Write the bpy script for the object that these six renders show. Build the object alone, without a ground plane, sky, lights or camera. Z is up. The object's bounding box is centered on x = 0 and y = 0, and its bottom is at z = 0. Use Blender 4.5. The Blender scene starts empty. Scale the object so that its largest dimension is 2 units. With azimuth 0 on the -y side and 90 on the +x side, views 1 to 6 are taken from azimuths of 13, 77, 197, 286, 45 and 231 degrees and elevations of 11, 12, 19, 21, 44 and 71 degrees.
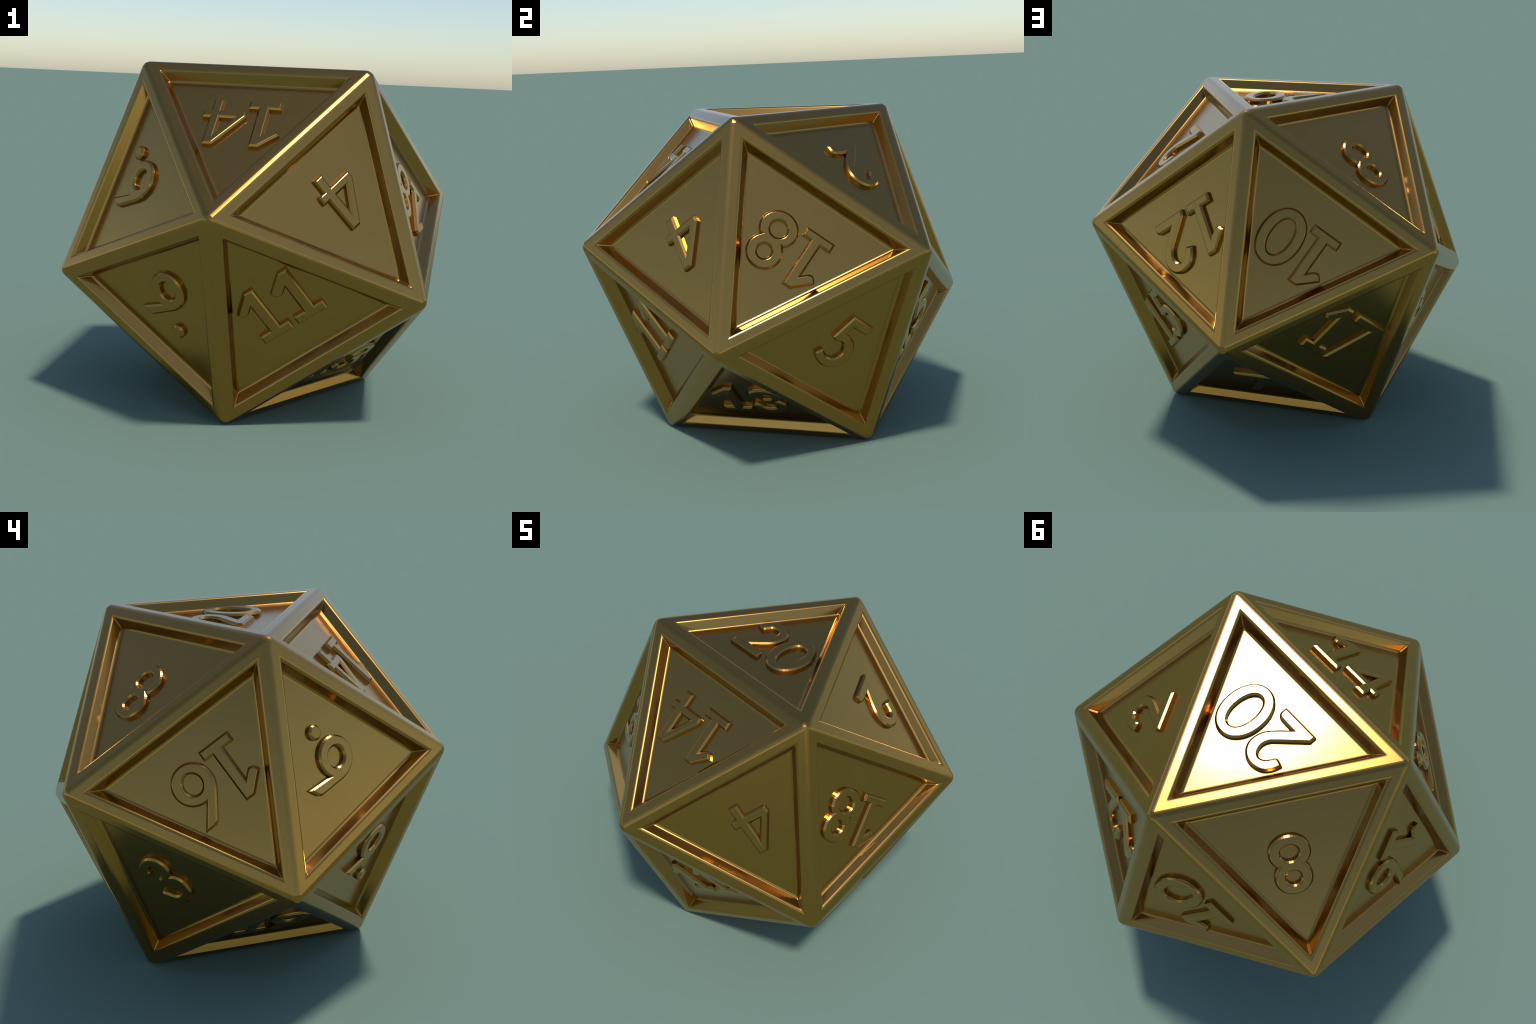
"""Twenty-sided gaming die in gold metal: an icosahedron whose rounded frame
holds twenty recessed triangular panels, each with a raised, chamfered number."""
import bpy, bmesh, math
from mathutils import Vector, Matrix
from mathutils.geometry import tessellate_polygon

# ------------------------------------------------------------------ sizes (m)
CIRCUMRADIUS = 1.0284        # centre to the sharp (unrounded) vertex
LIP = 0.0545                 # sharp inner rim of the frame, from the edge
FLOOR = 0.0800               # sharp foot of the panel wall, from the edge
DEPTH = 0.0508               # depth of the panel floor below the frame
ROUND = 0.0050               # every edge is rounded off this deep ...
ROUND_STEPS = 4              # ... in this many facets
DIGIT_HEIGHT = 0.0216
# bevel round a digit's top: (inset, drop below the top), outside to inside
DIGIT_BEVEL = [(0.0, 0.0106), (0.0009, 0.0084), (0.0083, 0.0010), (0.0106, 0.0)]
INRADIUS = CIRCUMRADIUS * 0.7946545

# ------------------------------------------------------------------ material
def gold():
    m = bpy.data.materials.new("polished_gold")
    m.use_nodes = True
    nt = m.node_tree
    b = nt.nodes["Principled BSDF"]
    b.inputs["Metallic"].default_value = 1.0
    tc = nt.nodes.new("ShaderNodeTexCoord")
    no = nt.nodes.new("ShaderNodeTexNoise")
    no.inputs["Scale"].default_value = 3.0
    no.inputs["Detail"].default_value = 3.0
    nt.links.new(tc.outputs["Object"], no.inputs["Vector"])
    ramp = nt.nodes.new("ShaderNodeValToRGB")
    ramp.color_ramp.elements[0].position = 0.35
    ramp.color_ramp.elements[1].position = 0.65
    ramp.color_ramp.elements[0].color = (0.415, 0.222, 0.054, 1)
    ramp.color_ramp.elements[1].color = (0.425, 0.230, 0.057, 1)
    nt.links.new(no.outputs["Fac"], ramp.inputs["Fac"])
    nt.links.new(ramp.outputs["Color"], b.inputs["Base Color"])
    rr = nt.nodes.new("ShaderNodeMapRange")
    rr.inputs["To Min"].default_value = 0.195
    rr.inputs["To Max"].default_value = 0.205
    nt.links.new(no.outputs["Fac"], rr.inputs["Value"])
    nt.links.new(rr.outputs["Result"], b.inputs["Roughness"])
    return m

GOLD = gold()

def add_object(name, mesh, parent, matrix):
    o = bpy.data.objects.new(name, mesh)
    bpy.context.scene.collection.objects.link(o)
    o.parent = parent
    o.matrix_local = matrix
    return o

def finish(bm, name):
    me = bpy.data.meshes.new(name)
    bm.to_mesh(me)
    bm.free()
    me.materials.append(GOLD)
    for p in me.polygons:
        p.use_smooth = False
    me.update()
    return me

# ------------------------------------------------------------------ icosahedron
def icosahedron():
    """Twelve vertices, one face up, one vertex of that face towards +y."""
    phi = (1 + 5 ** 0.5) / 2
    raw = []
    for a in (-1, 1):
        for b in (-phi, phi):
            raw += [Vector((0, a, b)), Vector((a, b, 0)), Vector((b, 0, a))]
    raw = [v.normalized() for v in raw]
    near = lambda i, j: abs(raw[i].dot(raw[j]) - 5 ** -0.5) < 1e-6
    faces = [(i, j, k) for i in range(12) for j in range(i + 1, 12) for k in range(j + 1, 12)
             if near(i, j) and near(j, k) and near(i, k)]
    f = faces[0]
    up = (raw[f[0]] + raw[f[1]] + raw[f[2]]).normalized()
    y = (raw[f[0]] - up * up.dot(raw[f[0]])).normalized()
    x = y.cross(up)
    pts = [Vector((v.dot(x), v.dot(y), v.dot(up))) for v in raw]
    return pts, faces

UNIT, FACES = icosahedron()
VERTS = [v * CIRCUMRADIUS for v in UNIT]

def vertex_towards(azimuth, height):
    """Vertex by compass angle (degrees from +x towards +y) and height row."""
    d = Vector((math.cos(math.radians(azimuth)), math.sin(math.radians(azimuth)), 0))
    rows = {"top": 0.7946, "upper": 0.1876, "lower": -0.1876, "bottom": -0.7946}
    row = [i for i in range(12) if abs(UNIT[i].z - rows[height]) < 0.01]
    return max(row, key=lambda i: UNIT[i].dot(d))

# ------------------------------------------------------------------ body
EDGE = CIRCUMRADIUS * 1.0514622
FACE_IN = EDGE / (2 * 3 ** 0.5)

def body():
    """Whole metal body: icosahedron, each face sunk by a sloped wall, then all
    edges rounded.  Returns the outer frame mesh and one panel mesh (in the
    coordinates of its face, shared by all twenty panels)."""
    bm = bmesh.new()
    corner = [bm.verts.new(v) for v in VERTS]
    for f in FACES:
        n = sum((UNIT[i] for i in f), Vector()).normalized()
        a, b, c = (VERTS[i] for i in f)
        if (b - a).cross(c - a).dot(n) < 0:
            f = (f[0], f[2], f[1])
        centre = n * INRADIUS
        def ring(offset, depth):
            k = 1 - offset / FACE_IN
            return [bm.verts.new(centre + (VERTS[i] - centre) * k - n * depth) for i in f]
        outer, lip, foot = [corner[i] for i in f], ring(LIP, 0), ring(FLOOR, DEPTH)
        for p, q in ((outer, lip), (lip, foot)):
            for i in range(3):
                j = (i + 1) % 3
                bm.faces.new([p[i], p[j], q[j], q[i]])
        bm.faces.new(foot)
    bm.normal_update()
    sharp = [e for e in bm.edges if e.calc_face_angle(0) > 0.3]
    bmesh.ops.bevel(bm, geom=sharp, offset=ROUND, offset_type='DEPTH', segments=ROUND_STEPS,
                    profile=0.5, affect='EDGES', clamp_overlap=False)
    bm.normal_update()
    # sort the faces: everything below a face plane and inside its rim is panel
    normals = [sum((UNIT[i] for i in f), Vector()).normalized() for f in FACES]
    panel_of = {}
    for face in bm.faces:
        c = face.calc_center_median()
        k = max(range(20), key=lambda i: c.dot(normals[i]))
        flat = c - normals[k] * c.dot(normals[k])
        reach = min(FACE_IN - flat.dot((-(UNIT[i] - normals[k] * UNIT[i].dot(normals[k]))).normalized())
                    for i in FACES[k])
        if INRADIUS - c.dot(normals[k]) > 1e-5 and reach > LIP - 0.02:
            panel_of[face] = k
    one = face_matrix(20).inverted()
    top = max(range(20), key=lambda i: normals[i].z)
    whole = bm.copy()
    bm.faces.ensure_lookup_table(); whole.faces.ensure_lookup_table()
    drop = [whole.faces[f.index] for f in bm.faces if panel_of.get(f) != top]
    bmesh.ops.delete(whole, geom=drop, context='FACES')
    bmesh.ops.transform(whole, matrix=one, verts=whole.verts)
    bmesh.ops.delete(bm, geom=list(panel_of), context='FACES')
    return finish(bm, "frame"), finish(whole, "panel")

# ------------------------------------------------------------------ digits
# Outlines in metres above the baseline.  A third value of 1 marks a sharp
# corner; runs of points without it are drawn as a smooth curve.
def smooth_outline(points, steps=5):
    n, out = len(points), []
    P = [Vector(p[:2]) for p in points]
    sharp = [len(p) > 2 for p in points]
    for i in range(n):
        j = (i + 1) % n
        a, b = P[i], P[j]
        if sharp[i] and sharp[j]:
            out.append(a)
            continue
        prev, nxt = P[i - 1], P[(j + 1) % n]
        l = (b - a).length
        ta = (b - a) if sharp[i] else (b - prev) * (l / ((a - prev).length + l))
        tb = (b - a) if sharp[j] else (nxt - a) * (l / ((nxt - b).length + l))
        k = max(2, min(steps, round(l / 0.010)))
        for s in range(k):
            t = s / k
            out.append(a * (2 * t ** 3 - 3 * t * t + 1) + ta * (t ** 3 - 2 * t * t + t)
                       + b * (3 * t * t - 2 * t ** 3) + tb * (t ** 3 - t * t))
    return out

def ellipse(cx, cy, rx, ry, start=0.0, end=360.0, steps=40, power=2.0):
    pts = []
    n = max(3, round(steps * abs(end - start) / 360))
    full = abs(end - start) >= 360
    for k in range(n if full else n + 1):
        a = math.radians(start + (end - start) * k / n)
        c, s = math.cos(a), math.sin(a)
        f = (abs(c) ** power + abs(s) ** power) ** (-1 / power)
        pts.append(Vector((cx + rx * c * f, cy + ry * s * f)))
    return pts

def eight():
    low, high = (0.0, 0.0825, 0.0930, 0.0850), (0.0, 0.2020, 0.0850, 0.0835)
    waist = 0.1445
    a = math.degrees(math.asin((waist - low[1]) / low[3]))
    b = math.degrees(math.asin((high[1] - waist) / high[3]))
    right = ellipse(*low, start=-90, end=a, steps=44)
    up = ellipse(*high, start=-b, end=180 + b, steps=40)
    left = ellipse(*low, start=180 - a, end=270, steps=44)
    return [right + up + left[:-1],
            ellipse(0.0, 0.0835, 0.0395, 0.0375, steps=28),
            ellipse(0.0, 0.2025, 0.0325, 0.0328, steps=26)]

def six():
    bowl = ellipse(0, 0.0925, 0.0940, 0.0945, start=91, end=-182, steps=44)
    tail = smooth_outline([(-0.0915, 0.117), (-0.084, 0.143), (-0.071, 0.167), (-0.040, 0.212), (-0.002, 0.268),
                           (0.008, 0.280), (0.022, 0.286), (0.0755, 0.287, 1)])
    cut = max(range(len(tail)), key=lambda i: tail[i].x)      # drop the closing stroke
    outer = (bowl + tail[:cut + 1])[::-1]
    return [outer, ellipse(0, 0.0925, 0.0415, 0.0455, steps=28)]

def nine():
    return [[Vector((-p.x, 0.284 - p.y)) for p in loop] for loop in six()]

GLYPHS = {
    "0": [ellipse(0, 0.1390, 0.1040, 0.1420, steps=52, power=2.1),
          ellipse(0, 0.1390, 0.0470, 0.0890, steps=40, power=2.1)],
    "1": [smooth_outline([(0, 0, 1), (0.151, 0, 1), (0.151, 0.047, 1), (0.106, 0.047, 1), (0.106, 0.280, 1),
                          (0.062, 0.280, 1), (-0.020, 0.204, 1), (-0.004, 0.181), (0.010, 0.174),
                          (0.025, 0.178), (0.052, 0.202, 1), (0.052, 0.047, 1), (0, 0.047, 1)])],
    "2": [smooth_outline([(0, 0, 1), (0.186, 0, 1), (0.186, 0.032), (0.180, 0.046), (0.164, 0.053),
                          (0.097, 0.055, 1), (0.148, 0.111), (0.172, 0.147), (0.183, 0.193),
                          (0.177, 0.230), (0.154, 0.262), (0.119, 0.280), (0.079, 0.280), (0.041, 0.264),
                          (0.015, 0.230), (0.002, 0.190, 1), (0.036, 0.181), (0.048, 0.184), (0.058, 0.200),
                          (0.073, 0.223), (0.098, 0.233), (0.118, 0.218), (0.126, 0.188), (0.117, 0.158),
                          (0.099, 0.137), (0.000, 0.034, 1)])],
    "3": [smooth_outline([(0.089, 0.284), (0.126, 0.279), (0.158, 0.256), (0.172, 0.219), (0.169, 0.184),
                          (0.141, 0.152, 1), (0.153, 0.146), (0.170, 0.126), (0.177, 0.091), (0.167, 0.048), (0.145, 0.022),
                          (0.108, 0.004), (0.070, 0.002), (0.024, 0.026), (-0.007, 0.074, 1), (0.009, 0.096),
                          (0.019, 0.102), (0.036, 0.093), (0.062, 0.058), (0.090, 0.052), (0.114, 0.064),
                          (0.123, 0.090), (0.112, 0.113), (0.090, 0.122), (0.064, 0.124, 1), (0.068, 0.168, 1),
                          (0.094, 0.171), (0.113, 0.182), (0.121, 0.203), (0.112, 0.224), (0.092, 0.233),
                          (0.070, 0.228), (0.058, 0.208), (0.050, 0.200), (0.038, 0.198), (0.002, 0.199, 1),
                          (0.015, 0.244), (0.044, 0.272)])],
    "4": [smooth_outline([(0, 0, 1), (0.050, 0, 1), (0.050, 0.066, 1), (0.070, 0.066), (0.079, 0.070),
                          (0.083, 0.080), (0.083, 0.113, 1), (0.050, 0.113, 1), (0.047, 0.279, 1),
                          (-0.001, 0.279, 1), (-0.119, 0.104, 1), (-0.116, 0.075), (-0.112, 0.069), (-0.103, 0.067), (0, 0.067, 1)]),
          smooth_outline([(0, 0.113, 1), (-0.062, 0.113, 1), (0.0, 0.205, 1)])],
    "5": [smooth_outline([(0.018, 0.145, 1), (0.040, 0.281, 1), (0.177, 0.281, 1), (0.177, 0.252),
                          (0.172, 0.238), (0.158, 0.232), (0.082, 0.231, 1), (0.075, 0.189, 1), (0.128, 0.181),
                          (0.163, 0.156), (0.184, 0.112), (0.179, 0.060), (0.140, 0.016), (0.088, 0.001),
                          (0.042, 0.008), (-0.001, 0.038, 1), (0.014, 0.065), (0.022, 0.072), (0.031, 0.070),
                          (0.058, 0.054), (0.085, 0.051), (0.112, 0.062), (0.127, 0.092), (0.120, 0.122),
                          (0.096, 0.140), (0.070, 0.142), (0.047, 0.134, 1)])],
    "6": six(),
    "7": [smooth_outline([(0.020, 0, 1), (0.058, 0), (0.071, 0.003), (0.080, 0.012), (0.199, 0.246, 1),
                          (0.200, 0.279, 1), (0, 0.279, 1), (0, 0.246), (0.005, 0.234),
                          (0.018, 0.228), (0.124, 0.226, 1)])],
    "8": eight(),
    "9": nine(),
    ".": [ellipse(0, 0.034, 0.034, 0.034, steps=26)],
}

def signed_area(loop):
    return sum(a.x * b.y - b.x * a.y for a, b in zip(loop, loop[1:] + loop[:1])) / 2

def tidy(loop):
    out = []
    for p in loop:
        if not out or (p - out[-1]).length > 5e-4:
            out.append(p)
    if (out[0] - out[-1]).length < 5e-4:
        out.pop()
    return out

def shrink(loop, amount):
    """Move every edge to its left by amount (mitred)."""
    out, n = [], len(loop)
    for i in range(n):
        d1 = (loop[i] - loop[i - 1]).normalized()
        d2 = (loop[(i + 1) % n] - loop[i]).normalized()
        n1, n2 = Vector((-d1.y, d1.x)), Vector((-d2.y, d2.x))
        m = n1 + n2
        out.append(loop[i] + m * (amount / max(0.15, 0.5 * m.dot(m))))
    return out

def digit_mesh(kind):
    bm = bmesh.new()
    tops = []
    for k, loop in enumerate(GLYPHS[kind]):
        loop = tidy(loop)
        if (signed_area(loop) > 0) != (k == 0):
            loop = loop[::-1]
        rows = [[bm.verts.new((p.x, p.y, -0.003)) for p in loop]]
        for inset, down in DIGIT_BEVEL:
            rows.append([bm.verts.new((p.x, p.y, DIGIT_HEIGHT - down)) for p in shrink(loop, inset)])
        n = len(loop)
        for lo, hi in zip(rows, rows[1:]):
            for i in range(n):
                j = (i + 1) % n
                bm.faces.new([lo[i], lo[j], hi[j], hi[i]])
        tops.append((rows[0], rows[-1]))
    for level, flip in ((1, False), (0, True)):
        loops = [t[level] for t in tops]
        flat = [v for l in loops for v in l]
        for tri in tessellate_polygon([[v.co for v in l] for l in loops]):
            vs = [flat[i] for i in tri]
            a, b, c = (v.co for v in vs)
            if ((b - a).cross(c - a).z > 0) == flip:
                vs.reverse()
            try:
                bm.faces.new(vs)
            except ValueError:
                pass
    return finish(bm, "digit" if kind != "." else "dot")

MESHES = {k: digit_mesh(k) for k in GLYPHS}

# ------------------------------------------------------------------ numbers
# number: (vertex that is "up" for the number, baseline height, [(glyph, x, extra rise), ...]) in the plane of the panel.
T, U, L, B = "top", "upper", "lower", "bottom"
UPV = {"a": (90, T), "b": (150, U), "c": (30, U), "d": (270, U), "e": (330, L), "f": (90, L),
       "g": (210, L), "h": (270, B)}
NUMBERS = {
    20: ("a", -0.113, [("2", -0.196), ("0", 0.0965)]),
    8:  ("b", -0.081, [("8", 0.008)]),
    2:  ("c", -0.098, [("2", -0.121)]),
    14: ("d", -0.1125, [("1", -0.170), ("4", 0.099)]),
    4:  ("e", -0.123, [("4", -0.022)]),
    18: ("e", -0.095, [("1", -0.165), ("8", 0.0855)]),
    12: ("f", -0.100, [("1", -0.177), ("2", -0.004)]),
    10: ("f", -0.090, [("1", -0.1635), ("0", 0.081)]),
    16: ("g", -0.112, [("1", -0.1725), ("6", 0.0755)]),
    6:  ("g", -0.112, [("6", 0.015), (".", 0.155, 0.012)]),
    11: ("d", -0.0705, [("1", -0.150), ("1", 0.0255)]),
    9:  ("d", -0.112, [("9", -0.0195), (".", 0.1185)]),
    5:  ("c", -0.112, [("5", -0.094)]),
    15: ("c", -0.123, [("1", -0.171), ("5", -0.016)]),
    17: ("b", -0.122, [("1", -0.182), ("7", -0.036)]),
    3:  ("b", -0.111, [("3", -0.100)]),
    13: ("e", -0.096, [("1", -0.1675), ("3", -0.002)]),
    7:  ("f", -0.113, [("7", -0.077)]),
    19: ("g", -0.080, [("1", -0.160), ("9", 0.086)]),
    1:  ("h", -0.120, [("1", -0.070)]),
}
# compass angle (from +x) and row of the face each number sits on
FACE_AT = {20: (0, 1.0), 8: (150, 0.745), 2: (30, 0.745), 14: (270, 0.745),
           4: (307.8, 0.333), 18: (352.2, 0.333), 12: (67.8, 0.333), 10: (112.2, 0.333),
           16: (187.8, 0.333), 6: (232.2, 0.333),
           11: (292.2, -0.333), 9: (247.8, -0.333), 5: (7.8, -0.333), 15: (52.2, -0.333),
           17: (127.8, -0.333), 3: (172.2, -0.333),
           13: (330, -0.745), 7: (90, -0.745), 19: (210, -0.745), 1: (0, -1.0)}

def face_matrix(number):
    az, nz = FACE_AT[number]
    h = math.sqrt(max(0, 1 - nz * nz))
    want = Vector((h * math.cos(math.radians(az)), h * math.sin(math.radians(az)), nz))
    face = max(FACES, key=lambda f: (UNIT[f[0]] + UNIT[f[1]] + UNIT[f[2]]).normalized().dot(want))
    n = (UNIT[face[0]] + UNIT[face[1]] + UNIT[face[2]]).normalized()
    up = vertex_towards(*UPV[NUMBERS[number][0]])
    assert up in face, number
    y = (UNIT[up] - n * n.dot(UNIT[up])).normalized()
    x = y.cross(n)
    m = Matrix((x, y, n)).transposed().to_4x4()
    m.translation = n * INRADIUS
    return m

# ------------------------------------------------------------------ assembly
die = bpy.data.objects.new("gaming_die", None)
bpy.context.scene.collection.objects.link(die)
die["label"] = "twenty-sided gold metal die with raised numbers on recessed faces"
die["category"] = "die"

lift = Matrix.Translation((0, 0, INRADIUS))
frame, panel = body()
add_object("frame", frame, die, lift)
for number, (_, baseline, glyphs) in NUMBERS.items():
    p = add_object("panel", panel, die, lift @ face_matrix(number))
    for glyph, x, *rise in glyphs:
        add_object("digit" if glyph != "." else "dot", MESHES[glyph], p,
                   Matrix.Translation((x, baseline + sum(rise), -DEPTH)))
